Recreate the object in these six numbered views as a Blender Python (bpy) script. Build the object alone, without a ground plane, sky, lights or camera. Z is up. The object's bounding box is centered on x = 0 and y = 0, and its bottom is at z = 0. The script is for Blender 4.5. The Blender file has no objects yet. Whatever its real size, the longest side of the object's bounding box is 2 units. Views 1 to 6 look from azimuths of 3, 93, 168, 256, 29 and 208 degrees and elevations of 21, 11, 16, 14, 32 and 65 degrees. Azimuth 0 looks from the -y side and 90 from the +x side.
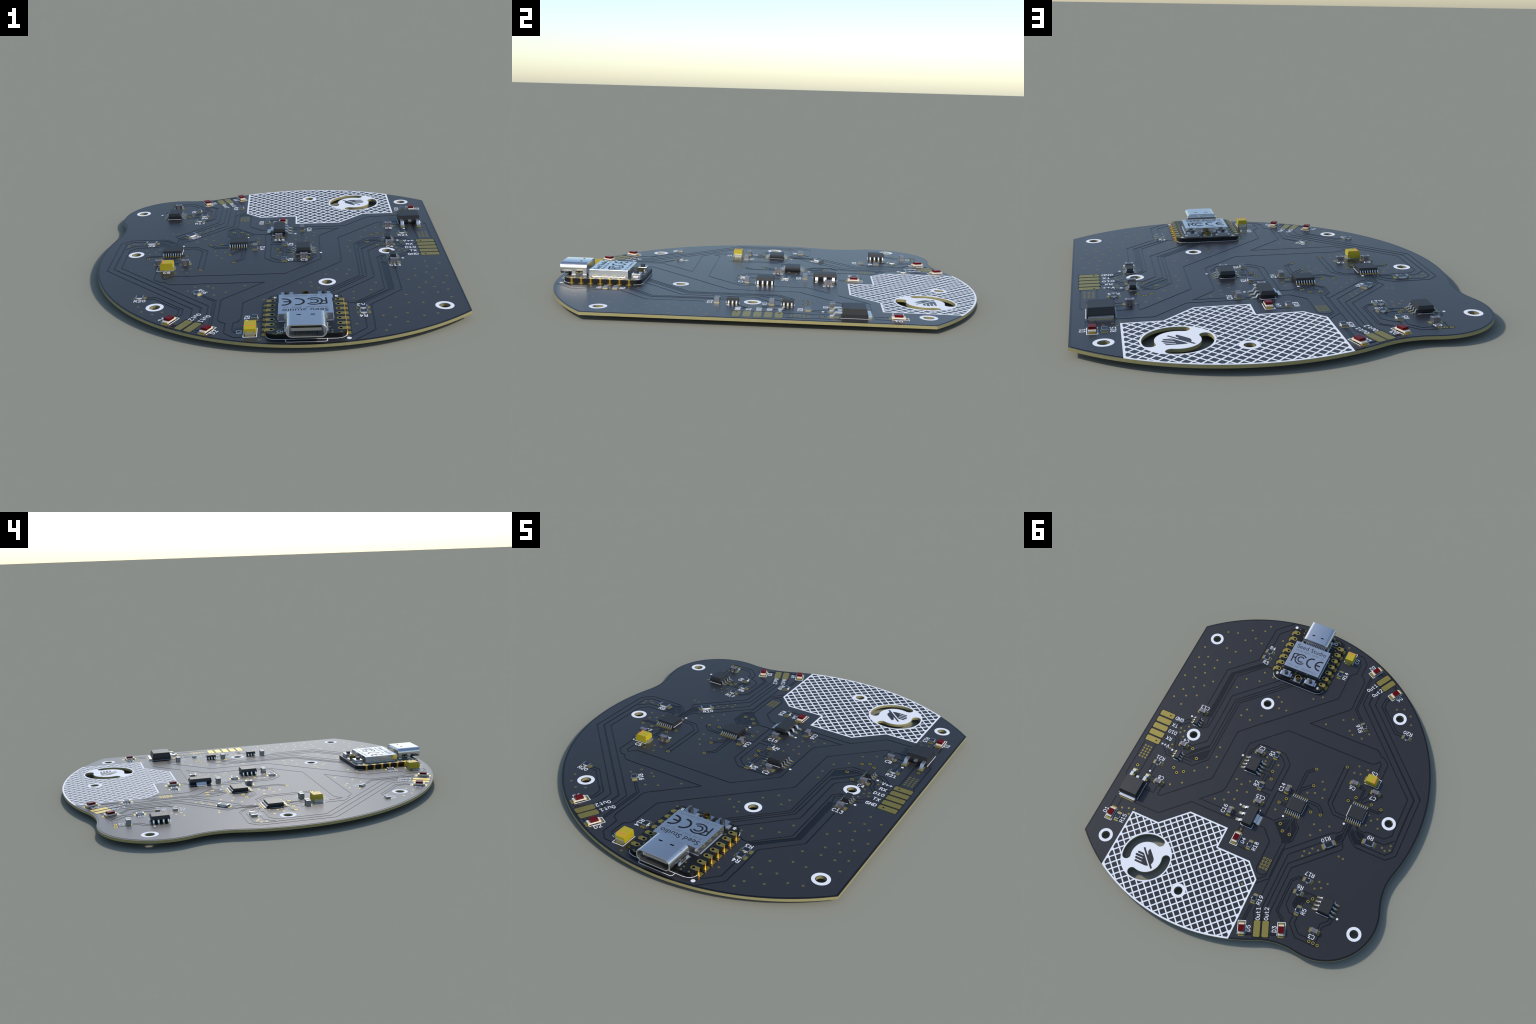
# A black printed circuit board with a sensor-hub module, drawn from its parts:
# outline arcs, copper clearances, vias, pads, silkscreen and soldered components.
# Plan positions are in millimetres of the real board; MM converts to the frame's metres.
import bpy, bmesh, math, random
from math import sin, cos, pi, radians, hypot, atan2
from mathutils import Vector, Matrix
from mathutils.geometry import delaunay_2d_cdt

random.seed(7)
MM = 0.0179            # metres per board millimetre
Z_BOTTOM = 0.0231      # underside of the laminate
Z_LOW = 0.0360         # solder mask over bare laminate (clearances, edge band)
Z_TOP = 0.0370         # solder mask over copper
Z_PAD = 0.0373
Z_INK = 0.0374

# ------------------------------------------------------------------ materials
def material(name, colour, rough=0.5, metal=0.0, spec=0.5, coat=0.0, grain=0.0, grain_scale=300.0, bump=0.0, bump_scale=900.0):
    m = bpy.data.materials.new(name)
    m.use_nodes = True
    nt = m.node_tree
    b = nt.nodes["Principled BSDF"]
    b.inputs["Base Color"].default_value = (*colour, 1)
    b.inputs["Roughness"].default_value = rough
    b.inputs["Metallic"].default_value = metal
    b.inputs["Specular IOR Level"].default_value = spec
    b.inputs["Coat Weight"].default_value = coat
    if grain or bump:
        tc = nt.nodes.new("ShaderNodeTexCoord")
        no = nt.nodes.new("ShaderNodeTexNoise")
        no.inputs["Scale"].default_value = grain_scale
        no.inputs["Detail"].default_value = 3
        nt.links.new(tc.outputs["Object"], no.inputs["Vector"])
        if grain:
            r = nt.nodes.new("ShaderNodeValToRGB")
            r.color_ramp.elements[0].position = 0.3
            r.color_ramp.elements[1].position = 0.7
            r.color_ramp.elements[0].color = (*[c * (1 - grain) for c in colour], 1)
            r.color_ramp.elements[1].color = (*[min(1, c * (1 + grain)) for c in colour], 1)
            nt.links.new(no.outputs["Fac"], r.inputs["Fac"])
            nt.links.new(r.outputs["Color"], b.inputs["Base Color"])
        if bump:
            n2 = nt.nodes.new("ShaderNodeTexNoise")
            n2.inputs["Scale"].default_value = bump_scale
            nt.links.new(tc.outputs["Object"], n2.inputs["Vector"])
            bp = nt.nodes.new("ShaderNodeBump")
            bp.inputs["Strength"].default_value = bump
            bp.inputs["Distance"].default_value = 0.001
            nt.links.new(n2.outputs["Fac"], bp.inputs["Height"])
            nt.links.new(bp.outputs["Normal"], b.inputs["Normal"])
    return m

MASK = material("mask_over_copper", (0.0265, 0.0265, 0.029), 0.3)
GROOVE = material("mask_over_laminate", (0.004, 0.004, 0.005), 0.3)
LAMINATE = material("glass_epoxy_laminate", (0.33, 0.285, 0.125), 0.75, grain=0.06, grain_scale=120, spec=0.2)
INK = material("white_ink", (0.87, 0.87, 0.88), 0.7, spec=0.2)
GOLD = material("gold_plated_copper", (0.355, 0.28, 0.068), 0.38, metal=0.65, grain=0.05, grain_scale=90)
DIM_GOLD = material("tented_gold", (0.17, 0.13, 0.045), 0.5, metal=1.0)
BRIGHT_GOLD = material("polished_gold", (0.95, 0.55, 0.1), 0.25, metal=1.0)
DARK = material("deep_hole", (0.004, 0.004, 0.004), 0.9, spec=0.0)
STEEL = material("bright_nickel", (0.7, 0.7, 0.7), 0.16, metal=0.93)
TIN = material("tinned_lead", (0.74, 0.74, 0.75), 0.3, metal=0.9)
TERMINAL = material("tin_terminal", (0.5, 0.51, 0.54), 0.28, metal=1.0)
EPOXY = material("black_epoxy", (0.018, 0.018, 0.019), 0.45, bump=0.05, bump_scale=1500)
CERAMIC = material("brown_ceramic", (0.17, 0.135, 0.13), 0.5, grain=0.08, grain_scale=150)
WHITE_CERAMIC = material("white_ceramic", (0.75, 0.77, 0.76), 0.5)
GLAZE = material("black_glaze", (0.012, 0.012, 0.014), 0.3)
YELLOW = material("yellow_resin", (0.5, 0.385, 0.008), 0.5)
ORANGE = material("orange_ink", (0.8, 0.25, 0.03), 0.5)
CREAM = material("cream_plastic", (0.8, 0.7, 0.55), 0.45)
RED = material("red_lens", (0.13, 0.0004, 0.001), 0.22, spec=0.2)
MODULE_MASK = material("black_module_mask", (0.005, 0.005, 0.0055), 0.35, spec=0.35)
RUBBER = material("dark_button_cap", (0.03, 0.031, 0.034), 0.5)
ETCH = material("etched_marking", (0.009, 0.009, 0.01), 0.55, spec=0.3)
FAINT_ETCH = material("faint_etched_marking", (0.13, 0.135, 0.145), 0.5)

# ------------------------------------------------------------------ mesh helpers
class Build:
    """Collects faces with materials, then makes a mesh."""
    def __init__(self):
        self.v, self.f, self.m, self.mats = [], [], [], []
    def slot(self, mat):
        if mat not in self.mats:
            self.mats.append(mat)
        return self.mats.index(mat)
    def face(self, pts, mat):
        i = len(self.v)
        self.v += [tuple(p) for p in pts]
        self.f.append(tuple(range(i, i + len(pts))))
        self.m.append(self.slot(mat))
    def shell(self, loops, mat, cap0=True, cap1=True):
        """Skin through closed loops of equal length, counter-clockwise from above, rising."""
        i, n, k = len(self.v), len(loops[0]), self.slot(mat)
        for l in loops:
            self.v += [tuple(p) for p in l]
        for a in range(len(loops) - 1):
            for j in range(n):
                q = (j + 1) % n
                self.f.append((i + a * n + j, i + a * n + q, i + (a + 1) * n + q, i + (a + 1) * n + j))
                self.m.append(k)
        if cap0:
            self.f.append(tuple(i + j for j in reversed(range(n)))); self.m.append(k)
        if cap1:
            self.f.append(tuple(i + (len(loops) - 1) * n + j for j in range(n))); self.m.append(k)
    def prism(self, poly, z0, z1, mat, shrink=1.0):
        cx = sum(p[0] for p in poly) / len(poly); cy = sum(p[1] for p in poly) / len(poly)
        self.shell([[(x, y, z0) for x, y in poly], [(cx + (x - cx) * shrink, cy + (y - cy) * shrink, z1) for x, y in poly]], mat)
    def box(self, cx, cy, sx, sy, z0, z1, mat, tx=0.0, ty=0.0):
        """Box in plan; tx, ty draw the top in (draft)."""
        a, b = sx / 2, sy / 2
        lo = [(cx - a, cy - b, z0), (cx + a, cy - b, z0), (cx + a, cy + b, z0), (cx - a, cy + b, z0)]
        a, b = a - tx, b - ty
        hi = [(cx - a, cy - b, z1), (cx + a, cy - b, z1), (cx + a, cy + b, z1), (cx - a, cy + b, z1)]
        self.shell([lo, hi], mat)
    def ribbon(self, profile, width, thick, place, mat):
        """A bent metal strip: profile of (out, up), extruded sideways; place maps (out, side, up) to xyz."""
        n = len(profile)
        up, dn = [], []
        for i, (x, z) in enumerate(profile):
            p0, p1 = profile[max(0, i - 1)], profile[min(n - 1, i + 1)]
            d = hypot(p1[0] - p0[0], p1[1] - p0[1]); nx, nz = -(p1[1] - p0[1]) / d, (p1[0] - p0[0]) / d
            up.append((x + nx * thick / 2, z + nz * thick / 2)); dn.append((x - nx * thick / 2, z - nz * thick / 2))
        loops = []
        for i in range(n):
            loops.append([place(up[i][0], -width / 2, up[i][1]), place(up[i][0], width / 2, up[i][1]),
                          place(dn[i][0], width / 2, dn[i][1]), place(dn[i][0], -width / 2, dn[i][1])])
        self.shell(loops, mat)
    def cyl(self, cx, cy, r, z0, z1, mat, n=20, r1=None):
        c = lambda rr, z: [(cx + rr * cos(2 * pi * i / n), cy + rr * sin(2 * pi * i / n), z) for i in range(n)]
        self.shell([c(r, z0), c(r if r1 is None else r1, z1)], mat)
    def tube(self, cx, cy, r, ri, z0, z1, mat, n=20):
        c = lambda rr, z: [(cx + rr * cos(2 * pi * i / n), cy + rr * sin(2 * pi * i / n), z) for i in range(n)]
        self.shell([c(r, z0), c(r, z1), c(ri, z1), c(ri, z0)], mat, False, False)
    def mesh(self, name, scale=1.0, fix=True):
        me = bpy.data.meshes.new(name)
        me.from_pydata([(x * scale, y * scale, z * scale) for x, y, z in self.v], [], self.f)
        for m in self.mats:
            me.materials.append(m)
        me.polygons.foreach_set("material_index", self.m)
        if fix:
            bm = bmesh.new(); bm.from_mesh(me)
            bmesh.ops.recalc_face_normals(bm, faces=bm.faces)
            bm.to_mesh(me); bm.free()
        me.update()
        return me

ROOT = bpy.data.objects.new("circuit_board", None)
bpy.context.scene.collection.objects.link(ROOT)
ROOT["label"] = "dark round circuit board with chips, module and white hatching"
ROOT["category"] = "circuit board"

def add(name, me, parent=ROOT, at=(0, 0, 0), turn=0.0, bevel=0.0, flip=False, kind=None):
    o = bpy.data.objects.new(name, me)
    bpy.context.scene.collection.objects.link(o)
    o.parent = parent
    o.location = at
    o.rotation_euler = (pi if flip else 0, 0, radians(turn))
    if bevel:
        b = o.modifiers.new("edge", "BEVEL")
        b.width, b.segments, b.limit_method, b.angle_limit = bevel, 2, "ANGLE", radians(40)
        b.use_clamp_overlap = True
    if kind:
        o["kind"] = kind
    return o

# ------------------------------------------------------------------ plan shapes (mm)
def arc(cx, cy, r, a0, a1, n):
    return [(cx + r * cos(radians(a0 + (a1 - a0) * i / n)), cy + r * sin(radians(a0 + (a1 - a0) * i / n))) for i in range(n + 1)]
def circle(cx, cy, r, n=24):
    return arc(cx, cy, r, 0, 360, n)[:-1]
def rect(cx, cy, sx, sy, turn=0.0, chamfer=0.0):
    a, b, c = sx / 2, sy / 2, chamfer
    p = [(-a + c, -b), (a - c, -b), (a, -b + c), (a, b - c), (a - c, b), (-a + c, b), (-a, b - c), (-a, -b + c)] if c else [(-a, -b), (a, -b), (a, b), (-a, b)]
    k, s = cos(radians(turn)), sin(radians(turn))
    return [(cx + x * k - y * s, cy + x * s + y * k) for x, y in p]
def ccw(p):
    return p if sum(p[i - 1][0] * p[i][1] - p[i][0] * p[i - 1][1] for i in range(len(p))) > 0 else p[::-1]
def thick_line(pts, w, joints=8, closed=False):
    """Polygons that together cover a line of width w with round joints."""
    out = []
    pts = list(pts) + ([pts[0]] if closed else [])
    for (x0, y0), (x1, y1) in zip(pts, pts[1:]):
        d = hypot(x1 - x0, y1 - y0)
        if d < 1e-6:
            continue
        nx, ny = -(y1 - y0) / d * w / 2, (x1 - x0) / d * w / 2
        out.append([(x0 - nx, y0 - ny), (x1 - nx, y1 - ny), (x1 + nx, y1 + ny), (x0 + nx, y0 + ny)])
    out += [circle(x, y, w / 2, joints) for x, y in pts]
    return [ccw(p) for p in out]
def cut_plane(groups):
    """Triangulate the plane along all polygons of all groups.
    Returns 2D points, triangles and for each triangle the set of group names that cover it."""
    verts, faces, owner = [], [], []
    for name, polys in groups.items():
        for p in polys:
            p = ccw(p)
            faces.append(list(range(len(verts), len(verts) + len(p))))
            verts += [Vector(q) for q in p]
            owner.append(name)
    vs, _, fs, _, _, orig = delaunay_2d_cdt(verts, [], faces, 1, 1e-4, True)
    return [tuple(v) for v in vs], fs, [{owner[i] for i in o} for o in orig]
def raised(b, pts, tris, inside, z0, z1, mat, wall=None):
    """Top faces for the triangles marked inside, and walls down along their border."""
    edges = {}
    for t, ok in zip(tris, inside):
        if ok:
            b.face([(pts[i][0] * MM, pts[i][1] * MM, z1) for i in t], mat)
            for i in range(len(t)):
                e = (t[i - 1], t[i])
                if (e[1], e[0]) in edges:
                    del edges[(e[1], e[0])]
                else:
                    edges[e] = True
    for a, c in edges:
        (x0, y0), (x1, y1) = pts[a], pts[c]
        b.face([(x0 * MM, y0 * MM, z0), (x1 * MM, y1 * MM, z0), (x1 * MM, y1 * MM, z1), (x0 * MM, y0 * MM, z1)], wall or mat)
def ink(name, polys, minus=(), z0=Z_LOW, z1=Z_INK, mat=None, parent=ROOT, kind=None):
    pts, tris, who = cut_plane({"on": polys, "off": list(minus)})
    b = Build()
    raised(b, pts, tris, ["on" in w and "off" not in w for w in who], z0, z1, mat or INK)
    return add(name, b.mesh(name, fix=False), parent, kind=kind)

# ------------------------------------------------------------------ board outline
# Disc of radius R about C, cut straight on the right, with a round ear at the upper left
# that runs into the disc through two hollow fillets.
R, CX, EDGE_X = 1.0 / MM, 0.161 / MM, 0.839 / MM
EAR, EAR_R = (-0.5435 / MM, 0.5844 / MM), 0.2854 / MM
FILLETS = ((-1.1198 / MM, 0.3603 / MM), (-0.4388 / MM, 1.2355 / MM))
deg = lambda p, q: math.degrees(atan2(q[1] - p[1], q[0] - p[0])) % 360
corner = math.degrees(math.acos((EDGE_X - CX) / R))
fa, fb = FILLETS
ra = hypot(fa[0] - CX, fa[1]) - R
rb = hypot(fb[0] - CX, fb[1]) - R
outline = arc(CX, 0, R, corner, deg((CX, 0), fb), 40)
outline += arc(*fb, rb, deg(fb, (CX, 0)), deg(fb, EAR), 14)
e0, e1 = deg(EAR, fb), deg(EAR, fa)
r0, r1 = hypot(fb[0] - EAR[0], fb[1] - EAR[1]) - rb, hypot(fa[0] - EAR[0], fa[1] - EAR[1]) - ra
for i in range(31):
    t = i / 30
    outline.append(arc(*EAR, r0 + (r1 - r0) * t + (EAR_R - (r0 + r1) / 2) * sin(pi * t), e0 + (e1 - e0) * t, 0, 1)[0])
outline += arc(*fa, ra, deg(fa, EAR), deg(fa, (CX, 0)) - 360, 14)
outline += arc(CX, 0, R, deg((CX, 0), fa), 360 - corner, 80)
board_edge = [p for i, p in enumerate(outline) if hypot(p[0] - outline[i - 1][0], p[1] - outline[i - 1][1]) > 0.02]

MOUNT_HOLES = [(41.2, -37.9), (14.65, -22.2), (31.5, -1.9), (-26.9, -34.8), (-37.3, 0.5), (-41.1, 36.55), (11.4, 46.35), (40.0, 40.0)]
LOGO = (25.24, 41.04)
def slot_outline(a0, a1):
    cx, cy = LOGO
    e0, e1 = arc(cx, cy, 6.1, a0, a1, 1)
    return (arc(cx, cy, 7.4, a0, a1, 28) + arc(*e1, 1.3, a1, a1 + 180, 10)[1:-1]
            + arc(cx, cy, 4.8, a1, a0, 28) + arc(*e0, 1.3, a0 + 180, a0 + 360, 10)[1:-1])
SLOTS = [slot_outline(-107.3, 17.1), slot_outline(72.7, 197.1)]

# ------------------------------------------------------------------ copper clearances
GAP = 0.34
CLEAR, KEPT = [], []
def gap(*pts, w=GAP):
    CLEAR.extend(thick_line(pts, w))
def patch(*pts):
    CLEAR.append(list(pts))
def trace(*pts, w=0.26):
    """Copper that stays inside a cleared patch."""
    KEPT.extend(thick_line(pts, w))

# width-default gaps: G patch pts ; F = filled dark polygon ; W w = wide
# connector / right zone
gap((24.3, -46.1), (24.3, -49.6), (19.7, -54.2))
gap((22.5, -43.2), (22.5, -48.6), (18.4, -52.8))
gap((24.4, -46.1), (24.4, -36.3), (32.4, -28.3), (32.4, -13.8))
patch((22.5, -35.8), (30.8, -27.7), (30.7, -11.2), (29, -12), (29.2, -27.7), (20.4, -35.8))
patch((30.9, -14.4), (29.2, -15.2), (29, -9.8), (30.3, -10.5))
gap((30, -11), (29.2, -7), (30.1, -6.1))
gap((18.6, -34.7), (19.6, -35), (20.8, -35), (28.4, -27.4), (28.4, -12.5))
gap((28.4, -15.6), (28.4, -6.6), (29.7, -5.3), (30.7, -5.3))
gap((14.3, -32.2), (16.7, -29.8), (26.5, -20), (26.5, -13.2))
gap((11.8, -32.1), (15.9, -28), (24.7, -19.2), (24.7, -14))
gap((10.7, -32), (15.5, -27.2), (23.8, -18.9), (23.8, -14.4))
gap((9.4, -32.2), (15.1, -26.5), (23, -18.6), (23, -14.7))
gap((26.4, -16.5), (26.4, -1.6), (29.9, 1.8), (31.6, 1.8))
gap((24.8, -17.2), (24.8, -0.9))
patch((24.8, -0.9), (29.1, 3.3), (30.1, 5.2), (30, 5.3), (24.6, 0.1))
gap((23.8, -17.7), (23.8, 0.4))
patch((23.8, 0.4), (28.8, 5.1), (29.9, 6.5), (28.2, 6.4), (26.2, 6.2), (23.7, 4))
gap((24.6, 0), (29.8, 5.3), (31.1, 5.4))
gap((29.2, 6.1), (30.4, 6.1))
gap((30, 7.1), (27.5, 7.1))
gap((23, -18), (23, 0.1), (23, 4.2), (26.9, 8.2), (30.3, 8.2))
# right plane boundary
gap((10.7, -17.1), (18.3, -9.4), (18.9, -8.6), (18.9, -7.5), (18.9, 9.4), (27.8, 18.3), (31, 21.5), (32, 21.5), (32, 18.5))
gap((-6.9, -49.3), (-7.5, -48.6), (-7.5, -44.5), (-6.5, -43.9), (-6.1, -43.2), (-5.8, -42.3), (-5.8, -33.5), (4.6, -23.1))
gap((-1.7, -29.4), (12.5, -15.1))
gap((-3.6, -51.7), (-4.9, -51.7), (-7.1, -51.7), (-9.3, -49.5), (-9.3, -44.6), (-10.5, -43.9), (-11.2, -42.7), (-11.2, -33.8))
gap((-11.3, -33.6), (-11.3, -32), (-10.7, -30.9), (-1.1, -21.3), (-19.2, -21.3))
gap((-19.2, -21.4), (-23.8, -21.4), (-24.9, -21.3), (-25.7, -20.7), (-26.7, -19.6), (-27.8, -19.6), (-29.7, -17.7), (-29.7, -12.4))
gap((8.2, -11.9), (13.5, -6.6), (13.5, 10.2), (13.9, 11.9), (19.4, 17.4))
gap((19.4, 17.2), (11.2, 17.2))
gap((8.2, -11.9), (4.1, -16), (-21.5, -16))
gap((-21.5, -16), (-24.3, -16), (-25.3, -16.2), (-26.3, -16.9), (-26.8, -17.9), (-27.7, -17), (-27.7, -13.7))
# amplifier near the middle
gap((11.3, -6), (10.8, -7.2), (10.2, -7.8), (6.2, -7.8))
gap((9.1, -8), (1.4, -8), (-1.5, -5.1), (-1.5, 2.9))
gap((8.2, -6.9), (6, -6.9))
gap((2.5, -6.6), (1.9, -6.4), (0, -4.5), (0, 5.5), (2.7, 5.5))
gap((2.7, 5.5), (-0.1, 5.5))
gap((4.3, -4.3), (4.3, -1.2), (5.9, -1.2))
gap((3.3, -4.6), (3.3, -1.3))
gap((12.2, -2.9), (12.2, -4.9), (11.1, -5.6))
gap((11.7, -3.1), (11.3, -4.6))
gap((5.2, 1.2), (4.3, 1), (4.3, 3.6))
gap((5.3, 0), (3.2, 0), (2.2, 1))
gap((3.4, 1.2), (3.4, 3.7))
gap((3.4, 1.1), (2.6, 1.9))
gap((3.1, 7), (0, 7), (0, 9.8))
gap((-1.5, 4.8), (-6.5, 4.8))
gap((-1.6, 4.9), (-1.6, 9.1))
gap((-1.7, 6.1), (-1.7, 14.2), (-4.9, 14.2), (-6.9, 12.2))
gap((-1.7, 14.2), (-4.2, 14.2))
gap((-1.6, 8.7), (-1.6, 14))
gap((-0.6, 14.1), (-4.2, 14.1))
gap((1.2, 7.4), (1.2, 10.2))
# regulator island
gap((-1.5, 17.6), (-3.4, 17.6), (-6.6, 20.9), (-6.6, 29.8), (-6.9, 30.7), (-7.6, 31.4), (-8.8, 31.6), (-9.6, 31.2), (-10.4, 30.4))
gap((-3.2, 17.6), (-6.7, 21.1), (-6.7, 30.3))
gap((3.7, 19.8), (3.7, 21.9))
gap((2.5, 19.8), (2.5, 21.9))
gap((7.1, 17.7), (5.6, 17.7))
gap((25.2, 23.3), (21.1, 19.2), (8, 19.2), (7.5, 18.8), (4.4, 18.8))
gap((23.3, 21.4), (28.6, 26.7), (29.4, 26.9), (37.1, 26.9))
gap((1.7, 24.9), (-0.8, 24.8))
gap((1.7, 26.3), (-1.2, 26.3))
# mosfet and connector
gap((43.5, 27.3), (43.5, 30.9))
gap((41.4, 27.3), (41.4, 30.8))
gap((44.7, 6.7), (44.7, 18.9), (44.1, 19.5))
gap((40.9, 6.3), (40.9, 18.1))
gap((38.5, 12.2), (38.5, 16.9))
gap((37.2, 13.1), (37.2, 16.8))
gap((37.2, 16.7), (35.3, 16.7))
gap((36.7, 18.6), (35.1, 18.6))
gap((36.7, 21.5), (33.5, 21.5), (33.5, 19.1))
gap((38.5, 5.7), (37.5, 6.7), (36.1, 8.1), (34.1, 8.1))
gap((40, 2.4), (38.5, 2.4))
gap((38.5, 3.5), (37.6, 3.8), (36.8, 5.9), (35.5, 7.2), (34.3, 7.2))
gap((37.1, 0.6), (35.6, 2.1), (35.3, 4), (34, 5.4))
gap((36.3, 0.2), (34.7, 1.8), (34.4, 3.6), (33.3, 4.7))
gap((37.8, -2.9), (36.8, -3.9))
gap((37.7, -2.4), (34.9, -5.1), (34.1, -5.4))
gap((38.3, -3.5), (35.5, -6.3), (34.5, -6.3))
# upper right out
gap((0.2, -42.4), (-1.4, -42.4))
gap((-0.6, -43.9), (-1.8, -43.9))
gap((-12.4, -45.8), (-12.4, -32.1), (-12.4, -31.9))
gap((-12.5, -31.9), (-15.8, -28.7))
gap((-13, -45.5), (-13, -32.3), (-13.8, -31.5))
gap((-13.1, -32.2), (-16.2, -29.1))
gap((-14, -40.3), (-14, -34.9), (-16.2, -32.6))
gap((-14, -34.9), (-39.7, -9.2))
gap((-15.7, -42.6), (-15.7, -35.8), (-18.1, -33.4), w=0.51)
gap((-15.8, -35.7), (-41.5, -10), w=0.51)
gap((-17.7, -41.5), (-17.7, -36.3), (-19.8, -34.2))
gap((-17.6, -36.5), (-43.3, -10.8))
gap((-21.5, -41.1), (-19.9, -39.5), (-19.9, -36.4), (-21.3, -35))
gap((-20.1, -36.4), (-27.4, -29), (-29.7, -29))
gap((-21.4, -40.1), (-20.8, -39.1), (-20.8, -36.7), (-22.1, -35.3))
gap((-20.9, -36.8), (-27.8, -29.9), (-29.9, -29.9))
gap((-20.6, -45), (-21.9, -44.3))
gap((-20.9, -45.6), (-22.2, -44.8))
gap((-15.1, -47.9), (-16.1, -47.4))
gap((-15.4, -48.8), (-16.4, -48.3))
# left plane right edge
gap((-38.3, -10.7), (-39.7, -9.2), (-39.7, 3.9), (-37.8, 5.8), (-32.4, 5.8), (-31.6, 6.3), (-29.8, 6.3), (-28.7, 5.2))
gap((-39.9, -11.5), (-41.5, -9.9), (-41.5, 4), w=0.51)
gap((-41.2, 4.9), (-38.7, 7.5), (-35.8, 7.5))
gap((-41.6, 4), (-41.6, 8.8), (-40, 10.5), (-34.1, 10.5), (-31.3, 10.5), (-30.4, 11.1))
gap((-41.7, -12.3), (-43.2, -10.7), (-43.2, 9.4), (-40.7, 11.9), (-31, 11.9), (-30.5, 11.5))
# mux right
patch((-27.7, 6.5), (-27.3, 8.6), (-29.7, 11.2), (-30.5, 11.1), (-32.5, 10.1), (-32.9, 8.5), (-30.7, 9.1))
patch((-28.4, 6.7), (-29.4, 6.9), (-31.9, 6.8), (-32.5, 7.7), (-31.9, 9.1), (-30.7, 10.7), (-29.7, 11.2))
gap((-27.4, 8.9), (-29.6, 11.1), (-31.2, 11.8), (-33.2, 11.8))
gap((-28.6, 5.2), (-29.2, 6.3), (-29.8, 6.9), (-31.1, 6.9))
gap((-25.3, 6.7), (-25.3, 8.8), (-23.9, 10.2), (-23.1, 10.2), (-11.6, 21.7))
gap((-25.8, 6), (-25.8, 9.2), (-24.7, 10.6))
patch((-24.3, 10.9), (-25.6, 9.4), (-26, 5.7), (-26.7, 5.6), (-26.7, 11.9), (-25.2, 13.2), (-24.3, 12.6))
trace((-25.6, 5.2), (-25.6, 9.2), (-24, 10.8))
trace((-26.3, 5.3), (-26.3, 11.6), (-24.8, 13.1))
trace((-28.2, 5.2), (-28, 6.4), (-30.6, 9), (-32.6, 8.9))
trace((-27.7, 5.2), (-27.7, 8.7), (-30, 11), (-31.3, 11.6))
gap((-26.9, 5.7), (-26.9, 12.5), (-27.4, 12.8), (-27.7, 14.1), (-27.3, 14.7), (-16.3, 25.7))
gap((-26.6, 12.6), (-26.3, 13.4), (-14.7, 25))
gap((-21, 14.8), (-13.5, 22.4))
gap((-27.3, 5.8), (-27.3, 8.5))
# top leads of mux right
gap((-17.5, -11.9), (-17.5, 1.7))
gap((-18.9, -11.5), (-18.9, 1.2))
gap((-17.6, -1.2), (-17.6, 1.9), (-20.6, 4.9), (-24.5, 4.9))
gap((-18.8, -1.7), (-18.8, 1.5), (-21.1, 3.8), (-24.5, 3.8))
gap((-23.5, -1.8), (-24.5, -1.8))
gap((-23.5, -1), (-24.7, -1))
gap((-25.2, -2.7), (-26, -2))
gap((-25, -7.9), (-26.5, -6.9), (-26.5, -3.2))
gap((-24.7, -6.9), (-26, -6.6), (-26, -2.2))
gap((-28.2, -6.1), (-28, -5), (-27, -3.6), (-27, -2))
gap((-31, -6.2), (-31.2, -5.3), (-28.1, -3), (-27.6, -2.1))
gap((-28, -7.4), (-28, -5))
gap((-29.8, -1.6), (-32.9, -1.6), (-33.2, -2.1))
gap((-30, -1), (-33, -1), (-34.1, -2.2))
# mux left
gap((-12, 3.6), (-15.5, 3.6), (-17.5, 5.5), (-17.5, 6.1))
gap((-11.9, 4.4), (-15.2, 4.4), (-16.7, 5.9))
gap((-12.1, 5.5), (-14, 6))
gap((-4.2, 7.7), (-6.4, 7.7))
gap((-4.2, 8.4), (-6.3, 8.4))
gap((-5.7, 6.2), (-6.4, 6.9))
gap((-7.1, 2.7), (-7.1, -5.2), (-9.3, -7.3))
gap((-7.9, 2.8), (-7.9, -4.9), (-9.7, -6.6))
gap((-7.9, 1), (-8.2, 0.7), (-10.7, -1.8))
gap((-8.5, 2.9), (-8.5, 1.6), (-11.1, -1))
patch((-5.2, 14.6), (-8.7, 12), (-10.4, 11.3), (-12.1, 13.5), (-12.4, 17.9), (-10.9, 19.6), (-10.2, 20.2), (-9.6, 18.9))
trace((-8.3, 10.7), (-8.9, 12.5), (-7.1, 14.3))
trace((-8.9, 10.8), (-9.5, 11.3), (-9.5, 15.4), (-8.7, 16.2))
trace((-9.6, 10.7), (-10, 11.4), (-10, 13.7), (-11, 14.7), (-11, 16.4))
gap((-7.6, 11.8), (-8.4, 11.5), (-9.1, 10.8))
gap((-10.5, 11.1), (-10.7, 11.9), (-12.3, 13.5), (-12.3, 18.1), (-10.9, 19.4))
gap((-11, 11), (-11.2, 11.6), (-12.9, 13.3), (-12.9, 18), (-11.3, 19.7), (-11.7, 21.6))
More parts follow.
